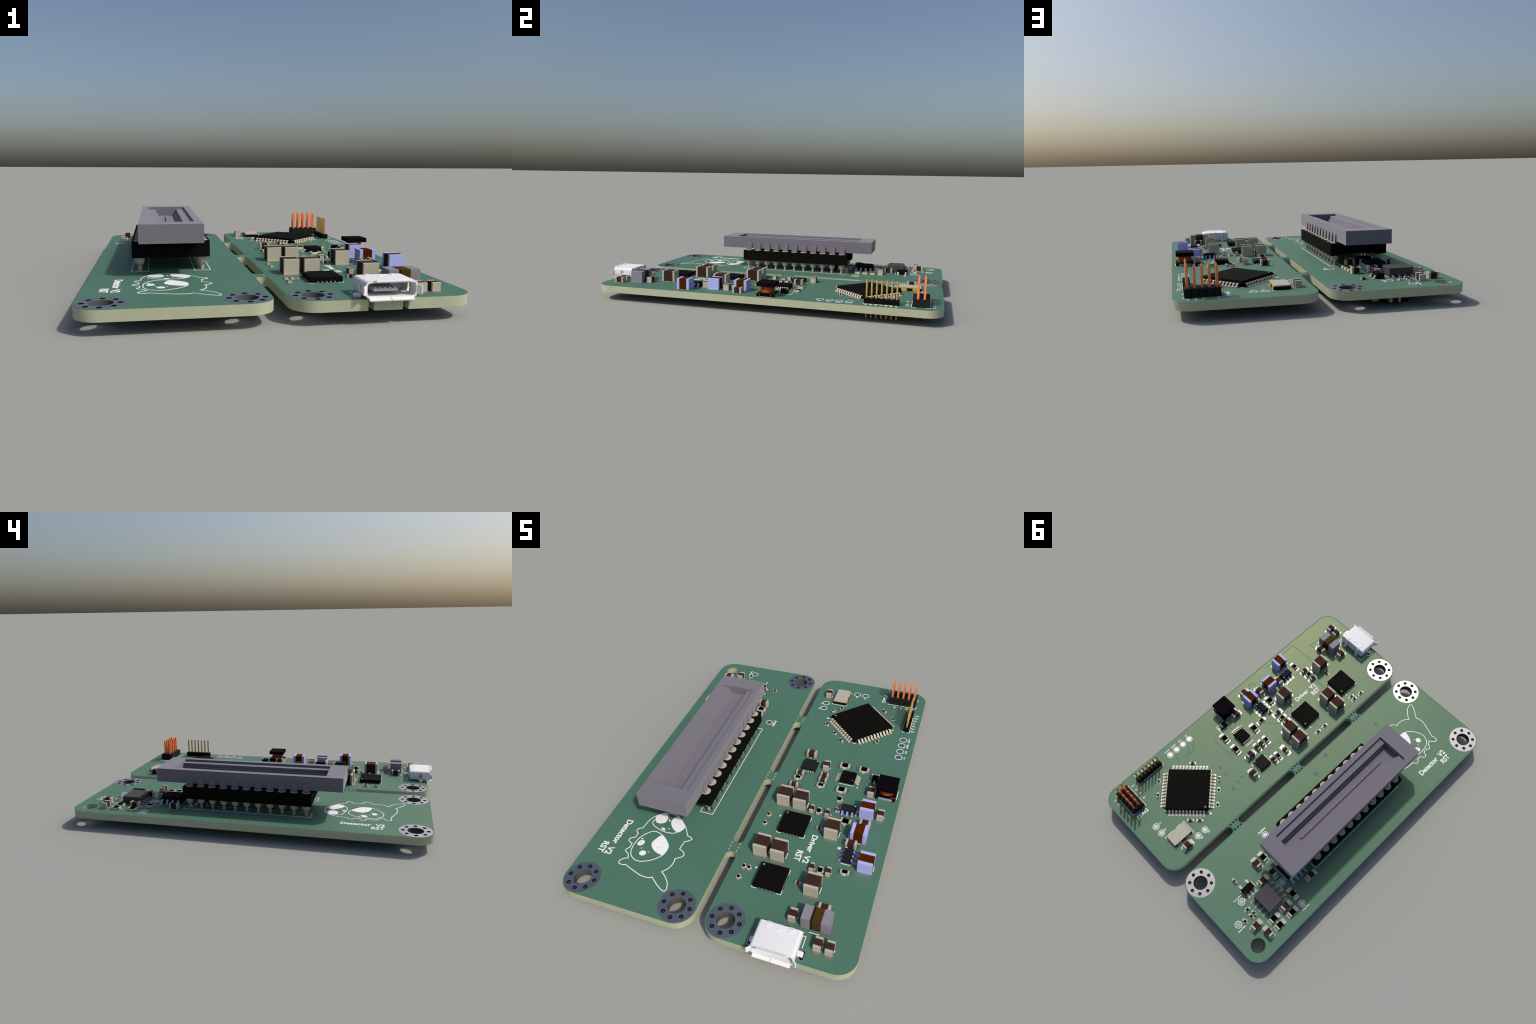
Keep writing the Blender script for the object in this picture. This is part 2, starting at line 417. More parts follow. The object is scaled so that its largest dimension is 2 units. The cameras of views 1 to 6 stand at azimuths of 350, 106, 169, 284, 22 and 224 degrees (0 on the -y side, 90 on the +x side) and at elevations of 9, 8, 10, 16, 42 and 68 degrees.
X, Y, D, EE = 0.0, PI / 2, PI / 4, -PI / 4
PARTS = [
    # driver board, boost converter side
    ("L", 0.6085, -0.4236, Y), ("L", 0.5395, -0.2645, X), ("L", 0.5432, -0.1020, Y),
    ("C8", 0.6098, -0.1046, Y), ("C8", 0.5503, -0.1873, X), ("C8", 0.5165, -0.3280, X),
    ("R6", 0.5264, -0.4862, X), ("R8", 0.4560, -0.1900, X), ("C12", 0.4130, -0.2762, Y),
    ("C4", 0.3463, -0.2690, X), ("C4", 0.3959, -0.1290, Y), ("CW", 0.3581, -0.1645, Y),
    ("R6", 0.3139, -0.1604, Y), ("C6", 0.2772, -0.1599, Y), ("R6", 0.3901, -0.0500, Y),
    ("R8", 0.3824, 0.0185, X), ("C8", 0.5319, 0.0398, Y), ("R8", 0.4600, 0.2020, X),
    ("R8", 0.3559, 0.2025, X), ("R6", 0.2716, 0.0190, X), ("C6", 0.2713, 0.0575, X),
    ("C6", 0.2713, 0.0955, X), ("C8", 0.2644, 0.1640, Y), ("C6", 0.1409, 0.0770, X),
    ("R6", 0.1401, 0.0410, X), ("CW", 0.1369, -0.0185, X), ("C8", 0.1600, 0.2350, X),
    # bulk capacitors
    ("C12", 0.2135, -0.1362, Y), ("C12", 0.1285, -0.1328, Y), ("C12", 0.2145, -0.4757, Y),
    ("C12", 0.1290, -0.4715, Y), ("C12", 0.4156, -0.6118, Y),
    # small parts beside the driver chips
    ("R4", 0.0832, -0.2565, Y), ("R4", 0.0838, -0.3165, Y), ("R4", 0.1092, -0.5945, Y),
    ("R4", 0.0840, -0.5945, Y), ("R4", 0.0834, -0.6565, Y), ("C4", 0.3457, -0.6070, X),
    ("C6", 0.4575, -0.5092, Y), ("R6", 0.4200, -0.5107, Y), ("C6", 0.3800, -0.5085, Y),
    ("C8", 0.4935, -0.7045, X), ("C8", 0.5638, -0.8726, Y), ("C8", 0.5139, -0.8703, Y),
    ("C8", 0.3772, -0.7738, Y), ("C8", 0.1011, 0.8197, Y),
    # decoupling round the large chip
    ("C4", 0.4745, 0.4570, D), ("R4", 0.5253, 0.6878, EE), ("C4", 0.4610, 0.7490, EE),
    ("C4", 0.2816, 0.4088, EE), ("R4", 0.2292, 0.4616, EE), ("R4", 0.1637, 0.5290, EE),
    ("C4", 0.2072, 0.7070, D), ("R4", 0.1668, 0.6685, D),
    # detector board
    ("R8", -0.2578, 0.5515, X), ("R8", -0.2578, 0.5015, X), ("R8", -0.2578, 0.4520, X),
    ("C8", -0.2590, 0.6030, X), ("C8", -0.3590, 0.5745, X), ("C8", -0.3550, 0.6465, Y),
    ("C4", -0.2450, 0.7650, X), ("R8", -0.5255, 0.5755, X), ("C8", -0.5475, 0.6535, Y),
    ("R8", -0.5975, 0.6490, Y), ("R8", -0.5505, 0.7470, Y), ("R8", -0.5985, 0.7470, Y),
    ("C8", -0.5085, 0.8440, Y), ("C8", -0.5825, 0.8190, X), ("R4", -0.4115, 0.8215, Y),
    ("C4", -0.4525, 0.8055, X), ("R4", -0.4545, 0.8295, X), ("R4", -0.4505, 0.8725, X),
    ("C8", -0.5250, 0.4265, Y), ("C8", -0.3000, 0.3670, X), ("C8", -0.3250, 0.2880, Y), ("C8", -0.3840, 0.3830, X),
]
for kind, x, y, rot in PARTS:
    passive(kind, x, y, rot)
# a few parts soldered to the underside of the detector board
for kind, x, y, rot in (("C8", -0.3335, 0.9410, X), ("C8", -0.2525, 0.8890, Y), ("R8", -0.4600, 0.8700, X), ("C8", -0.2525, 0.7800, Y)):
    passive(kind, x, y, rot, ZB, True)

# large moulded capacitor behind the USB socket
big = put("capacitor", box("capacitor_body", UMBER, (-1.1, 1.1, -1.36, 1.36, 0.05, 2.52)), root, (0.4825, -0.7730, ZT))
for s in (-1, 1):
    put("terminal", box("terminal", GREYTERM, (-0.75, 0.75, -1.39, 1.39, 0.01, 2.55), bevel=0.03), big, (s * 1.65 * MM, 0, 0))
put("polarity_band", box("polarity_band", BLACK, (-0.72, -0.54, -1.37, 1.37, 0.03, 2.53)), big)
put("solder_pad", plate("solder_pad", TIN, [rounded_rect(s * 0.0475 - 0.02, s * 0.0475 + 0.02, -0.040, 0.040, 0.006, 4) for s in (-1, 1)], -0.0002, 0.001), big)
for s in (-1, 1):
    silk_line(0.4835, -0.7765, 0, [(-0.85, s * 1.75), (0.85, s * 1.75)])

# ------------------------------------------------------------------ integrated circuits
def gull(span, body, foot, rise, w, t, mat, key):
    """Gull-wing lead pointing +x: leaves the body at height rise, foot on the board."""
    x0, x1 = body / 2 - 0.1, span / 2
    k = x1 - foot
    p = [(x0, rise), (k - 0.42 * (k - body / 2) , rise), (k - 0.12 * (k - body / 2), rise - 0.10), (k + 0.02, t * 0.5 + 0.12), (k + 0.14, t * 0.5 + 0.03), (x1, t * 0.5 + 0.02)]
    return cached(("gull", key), lambda: bent_strip("lead", mat, p, t, w))

def chip(x, y, rot, bw, bl, bh, body_mat, sides, span, pitch, lead_mesh, pad=(0.9, 0.35), z0=0.1, taper=0.08, low=0.08, dot=None, split=None, pad_mat=None, pad_c=None, under_board=False):
    """Rectangular package. sides: {angle: [offsets along the side]}; leads repeat one mesh."""
    mid = split if split is not None else z0 + (bh - z0) * 0.5
    boxes = [(-bw / 2, bw / 2, -bl / 2, bl / 2, mid, bh, {"taper": taper}), (-bw / 2, bw / 2, -bl / 2, bl / 2, z0, mid + 0.0005, {"taper_low": low})]
    ob = put("integrated_circuit", box("chip_body", body_mat, *boxes), root, (x, y, ZB if under_board else ZT), rot, tilt=PI if under_board else None)
    loops, under = [], []
    for ang, offs in sides.items():
        a = math.radians(ang)
        for o in offs:
            px, py = -math.sin(a) * o, math.cos(a) * o
            put("lead", lead_mesh, ob, (px * MM, py * MM, 0), a)
            c = pad_c if pad_c else span / 2 - pad[0] * 0.28
            def loop(g):
                rr = rounded_rect(c - pad[0] / 2 - g, c + pad[0] / 2 + g, o - pad[1] / 2 - g, o + pad[1] / 2 + g, min(pad[1] * 0.3, 0.15), 3)
                return [((u * math.cos(a) - v * math.sin(a)) * MM, (u * math.sin(a) + v * math.cos(a)) * MM) for u, v in rr]
            loops.append(loop(0.0))
            under.append(loop(0.05))
    put("solder_pad", plate("solder_pad", TIN, loops, -0.0002, 0.0010), ob)
    if pad_mat:
        put("solder_pad", plate("solder_pad", pad_mat, under, -0.0002, 0.0006), ob)
    if dot:
        dx, dy, dr, dm = dot
        put("pin_mark", lathe("pin_mark", dm, [(dr, -0.01), (dr, 0.008)], 16, MM), ob, (dx * MM, dy * MM, bh * MM))
    return ob

row = lambda n, p: [(i - (n - 1) / 2) * p for i in range(n)]

# large quad flat pack, turned 45 degrees
lead = gull(12.0, 10.0, 0.55, 0.62, 0.42, 0.14, LEAD, "qfp")
ob = chip(0.3563, 0.5933, PI / 4, 10.0, 10.0, 1.15, BLACK, {a: row(11, 0.8) for a in (0, 90, 180, 270)}, 12.0, 0.8, lead, (1.3, 0.5), 0.1, 0.14, 0.14, (-4.3, 4.3, 0.22, DOT), 0.66)
for a in range(4):
    silk_line(0.3563, 0.5933, PI / 4 + a * PI / 2, [(5.12, 4.6), (5.12, 5.12), (4.6, 5.12)])
silk_poly(0.3563, 0.5933, PI / 4, [(-5.2, 5.15), (-5.9, 5.5), (-5.5, 5.9)])

# quad flat no-lead drivers
qfn_lead = box("lead", PURPLELEAD, (2.28, 2.53, -0.14, 0.14, 0.02, 0.22))
for cx, cy in ((0.2245, -0.2825), (0.2245, -0.6190)):
    chip(cx, cy, 0, 5.0, 5.0, 0.85, BLACK, {a: row(5, 0.65) for a in (0, 90, 180, 270)}, 5.0, 0.65, qfn_lead, (0.75, 0.32), 0.03, 0.02, 0.0, (-1.98, 1.98, 0.2, DOT), pad_c=2.42)
    for sx, sy in ((1, 1), (1, -1), (-1, -1)):
        silk_line(cx, cy, 0, [(sx * 1.75, sy * 2.62), (sx * 2.62, sy * 2.62), (sx * 2.62, sy * 1.75)])
    silk_poly(cx, cy, 0, [(-3.02, 1.45), (-3.42, 1.72), (-3.42, 1.18)])

# small dual no-lead regulator
dfn_lead = box("lead", WHITEDOT, (1.35, 1.52, -0.12, 0.12, 0.02, 0.2))
chip(0.1765, 0.1462, 0, 2.95, 2.95, 0.8, BLACK2, {90: row(5, 0.5), 270: row(5, 0.5)}, 3.0, 0.5, dfn_lead, (0.6, 0.26), 0.03, 0.02, 0.0, (1.25, 1.2, 0.12, WHITEDOT), pad_c=1.5)
silk_poly(0.1765, 0.1462, 0, [(1.1, 1.95), (1.45, 2.25), (0.75, 2.25)])

# ten-lead gate driver
lead = gull(4.9, 3.0, 0.45, 0.45, 0.26, 0.13, LEAD, "msop")
chip(0.3955, 0.1115, 0, 3.0, 3.0, 1.0, BLACK, {0: row(5, 0.5), 180: row(5, 0.5)}, 4.9, 0.5, lead, (1.1, 0.3), 0.1, 0.12, 0.12, (1.05, -1.1, 0.12, DOT), 0.55)
for s in (-1, 1):
    silk_line(0.3955, 0.1115, 0, [(-1.5, s * 1.66), (1.5, s * 1.66)])
silk_poly(0.3955, 0.1115, 0, [(2.05, -1.95), (2.5, -1.95), (2.28, -1.6)])

# six-lead switchers with lavender leads
lead = gull(2.85, 1.6, 0.40, 0.62, 0.38, 0.20, LAVLEAD, "sot6")
for cx, cy, rot, dot in ((0.5185, -0.3965, 0.0, (-0.52, 1.18, 0.11, WHITEDOT)), (0.4515, -0.1135, PI / 2, (0.52, -1.18, 0.11, WHITEDOT))):
    chip(cx, cy, rot, 1.6, 2.85, 1.2, BLACK2, {0: row(3, 0.95), 180: row(3, 0.95)}, 2.85, 0.95, lead, (1.05, 0.55), 0.1, 0.14, 0.05, dot, 0.6, GOLDPAD, 1.36)
    for s in (-1, 1):
        silk_line(cx, cy, rot, [(-0.85, s * 1.62), (0.85, s * 1.62)], 0.15)
for sx, sy in ((0.4680, -0.3560), (0.4960, -0.1010)):     # star marks by pin one
    for k in range(3):
        a = k * PI / 3
        silk_line(sx, sy, a, [(-0.38, 0), (0.38, 0)], 0.14)

# five-lead comparator on the detector board
lead = gull(2.8, 1.6, 0.40, 0.6, 0.40, 0.16, LEAD, "sot5")
chip(-0.3275, 0.7400, 0, 1.5, 2.85, 1.15, BLACK, {0: [-0.95, 0.95], 180: row(3, 0.95)}, 2.8, 0.95, lead, (1.1, 0.6), 0.1, 0.10, 0.10, (-0.45, 1.12, 0.07, DOT), 0.6, pad_c=1.25)
for s in (-1, 1):
    silk_line(-0.3275, 0.7400, 0, [(-0.8, s * 1.6), (0.8, s * 1.6)])
silk_poly(-0.3275, 0.7400, 0, [(-1.25, 1.75), (-1.6, 2.1), (-0.95, 2.15)])

# another small regulator, under the socket
chip(-0.4120, 0.2900, PI / 2, 1.6, 2.95, 1.25, BLACK, {0: row(3, 0.95), 180: [-0.95, 0.95]}, 2.8, 0.95, lead, (1.1, 0.6), 0.1, 0.10, 0.10, None, 0.6, pad_c=1.25)

# grey eight-lead amplifier, body wider at the top
lead = gull(6.2, 3.6, 0.6, 0.40, 0.44, 0.18, PURPLELEAD, "soicg")
chip(-0.4505, 0.6960, PI / 2, 3.90, 4.92, 1.77, GREYEPOXY, {0: row(4, 1.27), 180: row(4, 1.27)}, 6.2, 1.27, lead, (1.5, 0.55), 0.06, 0.0, 0.03, (-1.55, 2.05, 0.09, BLACK), 1.60, pad_c=2.6)
silk_line(-0.4505, 0.6960, 0, [(-2.62, -3.1), (-2.62, -1.95)], 0.15)
silk_line(-0.4505, 0.6960, 0, [(-2.62, 1.95), (-2.62, -1.95)], 0.13)
silk_line(-0.4505, 0.6960, 0, [(2.62, 1.95), (2.62, -1.95)], 0.13)

# blue-black eight-lead amplifier beside the sensor socket
lead = gull(6.1, 3.9, 0.62, 0.80, 0.42, 0.22, BLUELEAD, "soic")
for cx, cy in ((-0.4040, 0.4775),):
    chip(cx, cy, 0, 3.9, 4.9, 1.6, BLACKBLUE, {0: row(4, 1.27), 180: row(4, 1.27)}, 6.1, 1.27, lead, (1.7, 0.6), 0.15, 0.28, 0.12, None, 0.9)
    for s in (-1, 1):
        silk_line(cx, cy, 0, [(-1.75, s * 2.6), (1.75, s * 2.6)])

# its sister on the underside of the board
chip(-0.3570, 0.8620, PI / 2, 3.9, 4.9, ZB / MM, BLACKBLUE, {0: row(4, 1.27), 180: row(4, 1.27)}, 6.1, 1.27, lead, (1.7, 0.6), 0.15, 0.28, 0.12, None, 0.9, under_board=True)

# diode
diode = put("diode", box("diode_body", BLACK, (-0.62, 0.62, -0.80, 0.80, 0.45, 0.98, {"taper": 0.06}), (-0.62, 0.62, -0.80, 0.80, 0.08, 0.451, {"taper_low": 0.05})), root, (0.5310, 0.1480, ZT))
lead = gull(2.5, 1.6, 0.35, 0.5, 0.3, 0.14, LEAD, "sod")
for a in (PI / 2, -PI / 2):
    put("lead", lead, diode, (0, 0, 0), a)
put("cathode_band", box("cathode_band", DOT, (-0.58, 0.58, 0.46, 0.72, 0.97, 0.99)), diode)
put("solder_pad", plate("solder_pad", TIN, [rounded_rect(-0.008, 0.008, s * 0.0285 - 0.009, s * 0.0285 + 0.009, 0.003, 3) for s in (-1, 1)], -0.0002, 0.001), diode)
silk_line(0.5310, 0.1480, 0, [(-0.85, -0.95), (-0.85, 1.62), (0.85, 1.62), (0.85, -0.95)])

# ------------------------------------------------------------------ power inductor
ind = put("inductor", box("ferrite_base", FERRITE, (-1.95, 1.95, -1.95, 1.95, 0.06, 0.62, {"taper": 0.0}), bevel=0.0), root, (0.6070, 0.0705, ZT))
put("ferrite_cap", box("ferrite_cap", FERRITE, (-1.97, 1.97, -1.97, 1.97, 2.10, 2.92), bevel=0.05), ind)
put("winding", lathe("winding", WINDING, [(1.42, 0.6), (1.56, 0.8), (1.50, 1.2), (1.45, 1.7), (1.42, 2.12)], 40, MM), ind)
put("winding_end", box("winding_end", WINDING, (1.93, 1.99, 1.15, 1.25, 0.08, 0.66), (1.93, 1.99, -1.25, -1.15, 0.08, 0.66), (0.9, 1.98, -1.75, -1.65, 0.62, 0.72), (0.9, 1.98, 1.65, 1.75, 0.62, 0.72)), ind)
for s in (-1, 1):
    put("terminal", box("terminal", PLATE, (-1.35, 1.35, -0.04, 0.04, 0.03, 0.48), (-1.35, 1.35, -0.35 if s > 0 else 0.0, 0.0 if s > 0 else 0.35, 0.02, 0.06)), ind, (0, s * 1.98 * MM, 0))
    silk_line(0.6070, 0.0705, 0, [(s * 2.12, -1.2), (s * 2.12, 1.2)])
put("solder_pad", plate("solder_pad", TIN, [rounded_rect(-0.048, 0.048, s * 0.045 - 0.014, s * 0.045 + 0.014, 0.004, 4) for s in (-1, 1)], -0.0002, 0.001), ind)

# ------------------------------------------------------------------ crystal oscillator
cr = put("crystal_oscillator", box("ceramic_base", BLACK, (-1.55, 1.55, -2.50, 2.50, 0.03, 0.62)), root, (0.1835, 0.8130, ZT))
put("seal_ring", box("seal_ring", GOLD, (-1.56, 1.56, -2.51, 2.51, 0.61, 0.70), bevel=0.01), cr)
put("lid", box("lid", LID, (-1.50, 1.50, -2.46, 2.46, 0.70, 0.86), bevel=0.05), cr)
put("contact", box("contact", GOLD, *[(s * 1.565 - 0.03, s * 1.565 + 0.03, t * 1.25 - 0.62, t * 1.25 + 0.62, 0.04, 0.62) for s in (-1, 1) for t in (-1, 1)]), cr)
put("solder_pad", plate("solder_pad", TIN, [rounded_rect(s * 0.037 - 0.012, s * 0.037 + 0.012, t * 0.033 - 0.018, t * 0.033 + 0.018, 0.003, 3) for s in (-1, 1) for t in (-1, 1)], -0.0002, 0.001), cr)
for s in (-1, 1):
    silk_line(0.1835, 0.8130, 0, [(-1.75, s * 2.35), (-1.75, s * 2.78), (1.75, s * 2.78), (1.75, s * 2.35)])

# ------------------------------------------------------------------ pin headers
hd = put("pin_header", box("header_body", HEADER, *[(-0.66, 0.66, k - 0.5, k + 0.5, 0.05, 1.08, {"taper": 0.0}) for k in range(-3, 4)], bevel=0.04), root, (0.6145, 0.6875, ZT))
pin = lathe("pin", GOLDPIN, [(0.14, -3.0), (0.19, -2.9), (0.19, 4.66), (0.14, 4.82)], 12, MM)
for k in range(-3, 4):
    put("pin", pin, hd, (0, k * MM, 0))
silk_line(0.6145, 0.6875, 0, [(-0.76, 2.3), (-0.76, -3.62), (-0.3, -3.62)])
silk_line(0.6145, 0.6875, 0, [(0.76, 2.3), (0.76, -3.62), (0.3, -3.62)])
silk_line(0.6145, 0.6875, 0, [(-0.76, 3.05), (-0.76, 3.72), (-0.1, 3.72)])

hb = put("pin_header", box("header_body", HEADER2, *[(1.27 * k - 0.61, 1.27 * k + 0.61, -1.67, 1.67, 0.05, 1.56, {"taper": 0.04}) for k in range(-2, 3)],
                           *[(1.27 * k + 0.6, 1.27 * k + 0.67, -1.5, 1.5, 0.08, 1.48) for k in range(-2, 2)]), root, (0.5485, 0.8853, ZT))
bm = bmesh.new()
a = 0.20 * MM
for z0, z1, t in ((-2.3, -2.1, 0.05), (-2.1, 5.0, 0.0)):
    add_box(bm, -a, a, -a, a, z0 * MM, z1 * MM, taper_low=t * MM)
add_box(bm, -a, a, -a, a, 5.0 * MM, 5.44 * MM, taper=0.09 * MM)
square_pin = finish(bm, ORANGEPIN, "square_pin")
for k in range(-2, 3):
    for s in (-1, 1):
        put("pin", square_pin, hb, (k * 1.27 * MM, s * 0.635 * MM, 0))
silk_line(0.5485, 0.8853, 0, [(2.6, -1.8), (3.32, -1.8), (3.32, -0.9)])
silk_line(0.5485, 0.8853, 0, [(-3.2, -0.9), (-3.2, -1.8), (3.0, -1.8)])
silk_line(0.5485, 0.8853, 0, [(-3.2, 0.9), (-3.2, 1.8), (1.85, 1.8)])
silk_line(0.5485, 0.8853, 0, [(3.32, 0.9), (3.32, 1.8), (2.7, 1.8)])

# ------------------------------------------------------------------ sensor in its socket
SX0, SX1, SY0, SY1, SZ0, SZ1 = -0.4808, -0.2255, -0.5070, 0.5400, 0.2265, 0.3030
CX = (SX0 + SX1) / 2

def sensor_body():
    """Ceramic tray: the cavity steps down from the rim over two ledges to the floor."""
    bm = bmesh.new()
    steps = [(0.0960, SZ1), (0.0960, 0.2905), (0.0560, 0.2905), (0.0560, 0.2705), (0.0440, 0.2705), (0.0440, 0.2555)]
    ya, yb = -0.4145, 0.4490
    def ring(hx, y0, y1, z, x0=None, x1=None):
        x0, x1 = (CX - hx, CX + hx) if hx is not None else (x0, x1)
        return [bm.verts.new(p) for p in ((x0, y0, z), (x1, y0, z), (x1, y1, z), (x0, y1, z))]
    rings = [ring(None, SY0, SY1, SZ0, SX0, SX1), ring(None, SY0, SY1, SZ1, SX0, SX1)]
    rings += [ring(h, ya, yb, z) for h, z in steps]
    for p, q in zip(rings, rings[1:]):
        for i in range(4):
            j = (i + 1) % 4
            try:
                bm.faces.new((p[i], p[j], q[j], q[i]))
            except ValueError:
                pass
    bm.faces.new(rings[0][::-1])
    bm.faces.new(rings[-1])
    bmesh.ops.dissolve_degenerate(bm, dist=1e-6, edges=bm.edges)
    bmesh.ops.recalc_face_normals(bm, faces=bm.faces)
    return finish(bm, SENSOR, "sensor_body")

sensor = put("image_sensor", sensor_body())
put("sensor_die", box("sensor_die", SENSOR, (-0.3605, -0.3480, -0.3150, 0.3490, 0.2550, 0.2630), scale=1.0), sensor)
def contact_finger():
    """Flat pin: hugs the side of the package, then leans out into the socket."""
    bm = bmesh.new()
    prof = [(-0.004, 0.2640), (0.0038, 0.2660), (0.0050, 0.2600), (0.0095, 0.2135), (0.0010, 0.2135), (-0.004, 0.2300)]
    ends = [[bm.verts.new((x, y, z)) for x, z in prof] for y in (-0.0178, 0.0178)]
    bm.faces.new(ends[0])
    bm.faces.new(ends[1][::-1])
    for i in range(len(prof)):
        j = (i + 1) % len(prof)
        bm.faces.new((ends[0][j], ends[0][i], ends[1][i], ends[1][j]))
    bmesh.ops.recalc_face_normals(bm, faces=bm.faces)
    return finish(bm, SENSOR, "contact_finger")
finger = contact_finger()
for s in (-1, 1):
    for k in range(11):
        put("contact_finger", finger, sensor, (SX1 if s > 0 else SX0, DIP_Y + (k - 5) * PITCH, 0), 0 if s > 0 else PI)

BX, BY0, BY1, BZ0, BZ1 = 0.1630, -0.3440, 0.3775, 0.1461, 0.2145
sock = put("chip_socket", box("socket_frame", BLACK,
    (DIP_X - BX, DIP_X - 0.098, BY0, BY1, BZ0, BZ1), (DIP_X + 0.098, DIP_X + BX, BY0, BY1, BZ0, BZ1),
    (DIP_X - 0.0985, DIP_X + 0.0985, BY0 + 0.0006, BY0 + 0.075, BZ0 + 0.0004, BZ1 - 0.022),
    (DIP_X - 0.0985, DIP_X + 0.0985, BY1 - 0.095, BY1 - 0.040, BZ0 + 0.0004, BZ1 - 0.0004),
    (DIP_X - 0.0985, DIP_X + 0.0985, -0.03, 0.03, BZ0 + 0.0004, BZ1 - 0.004), scale=1.0))
pin_profile = [(0.0074, ZB - 0.004), (0.0074, 0.1085), (0.0088, 0.1115), (0.0140, 0.1155), (0.0180, 0.1205), (0.0201, 0.1275), (0.0206, 0.150)]
socket_pin = lathe("socket_pin", SOCKETPIN, pin_profile, 20)
bm = bmesh.new()
add_lathe(bm, [(0.0235, BZ1 - 0.002), (0.0235, BZ1 + 0.0018), (0.0215, BZ1 + 0.0026), (0.016, BZ1 + 0.0006)], 24)
flange = finish(bm, SOCKETPIN, "pin_flange", 40)
ring_pad = plate("pin_pad", TIN, [circle(0, 0, 0.0185, 20), circle(0, 0, 0.0085, 12)], ZT - 0.0002, ZT + 0.0008)
for x, y in dip_pins:
    put("socket_pin", socket_pin, sock, (x, y, 0))
    put("pin_flange", flange, sock, (x, y, 0))
    put("pin_pad", ring_pad, sock, (x, y, 0))
for x0, x1 in ((-0.5160, -0.4485), (-0.2535, -0.1865)):
    put("socket_outline", plate("socket_outline", SILK, stroke_loops([(x0, -0.3425), (x1, -0.3425), (x1, 0.3775), (x0, 0.3775)], 0.0032, True), ZT, ZT + 0.0006), board)

# ------------------------------------------------------------------ USB socket
UX, UW, UY0, UY1, UZ0, UZ1 = 0.3565, 0.0925, -0.9850, -0.8620, 0.0915, 0.1505

def d_section(g):
    """Shell cross-section: rounded top corners, chamfered lower corners; g shrinks it."""
    w, z0, z1 = UW - g, UZ0 + g, UZ1 - g
    r = 0.014 - g * 0.6
    p = arc(w - r, z1 - r, r, 0, 90, 6) + arc(-w + r, z1 - r, r, 90, 180, 6)
    c = 0.016 - g * 0.5
    p += [(-w, z0 + c * 1.1), (-w + c * 0.35, z0 + c * 0.3), (-w + c, z0), (w - c, z0), (w - c * 0.35, z0 + c * 0.3), (w, z0 + c * 1.1)]
    return p

def usb_shell():
    bm = bmesh.new()
    t = 0.0062
    loops = []
    for g, y in ((0, UY1), (0, UY0), (t, UY0), (t, UY1 - 0.010)):
        loops.append([bm.verts.new((UX + x, y, z)) for x, z in d_section(g)])
    n = len(loops[0])
    for p, q in zip(loops, loops[1:]):
        for i in range(n):
            j = (i + 1) % n
            bm.faces.new((p[i], p[j], q[j], q[i]))
    bm.faces.new(loops[0])
    bm.faces.new(loops[-1])
    bmesh.ops.recalc_face_normals(bm, faces=bm.faces)
    return finish(bm, SHELL, "usb_shell", 35)

def cut(mesh, cutter):
    """Boolean difference, baked into a new mesh."""
    a, b = bpy.data.objects.new("helper", mesh), bpy.data.objects.new("helper", cutter)
    coll.objects.link(a)
    coll.objects.link(b)
    md = a.modifiers.new("cut", "BOOLEAN")
    md.operation, md.object, md.solver = "DIFFERENCE", b, "EXACT"
    bpy.context.view_layer.update()
    me = bpy.data.meshes.new_from_object(a.evaluated_get(bpy.context.evaluated_depsgraph_get()))
    bpy.data.objects.remove(a)
    bpy.data.objects.remove(b)
    me.shade_smooth()
    me.set_sharp_from_angle(angle=math.radians(35))
    return me

window = box("window", SHELL, (UX - 0.12, UX + 0.12, -0.9400, -0.9190, 0.1020, 0.1360), scale=1.0, bevel=0.008)
usb = put("usb_socket", cut(usb_shell(), window))

def slab(name, mat, corners, t):
    """Thin plate through four corners (upper side), thickness t along its normal."""
    bm = bmesh.new()
    c = [Vector(p) for p in corners]
    nrm = (c[1] - c[0]).cross(c[3] - c[0]).normalized() * t
    a = [bm.verts.new(p) for p in c]
    b = [bm.verts.new(p - nrm) for p in c]
    bm.faces.new(a)
    bm.faces.new(b[::-1])
    for i in range(4):
        j = (i + 1) % 4
        bm.faces.new((a[j], a[i], b[i], b[j]))
    bmesh.ops.recalc_face_normals(bm, faces=bm.faces)
    bmesh.ops.bevel(bm, geom=list(bm.edges), offset=0.0012, segments=1, affect="EDGES")
    return finish(bm, mat, name)

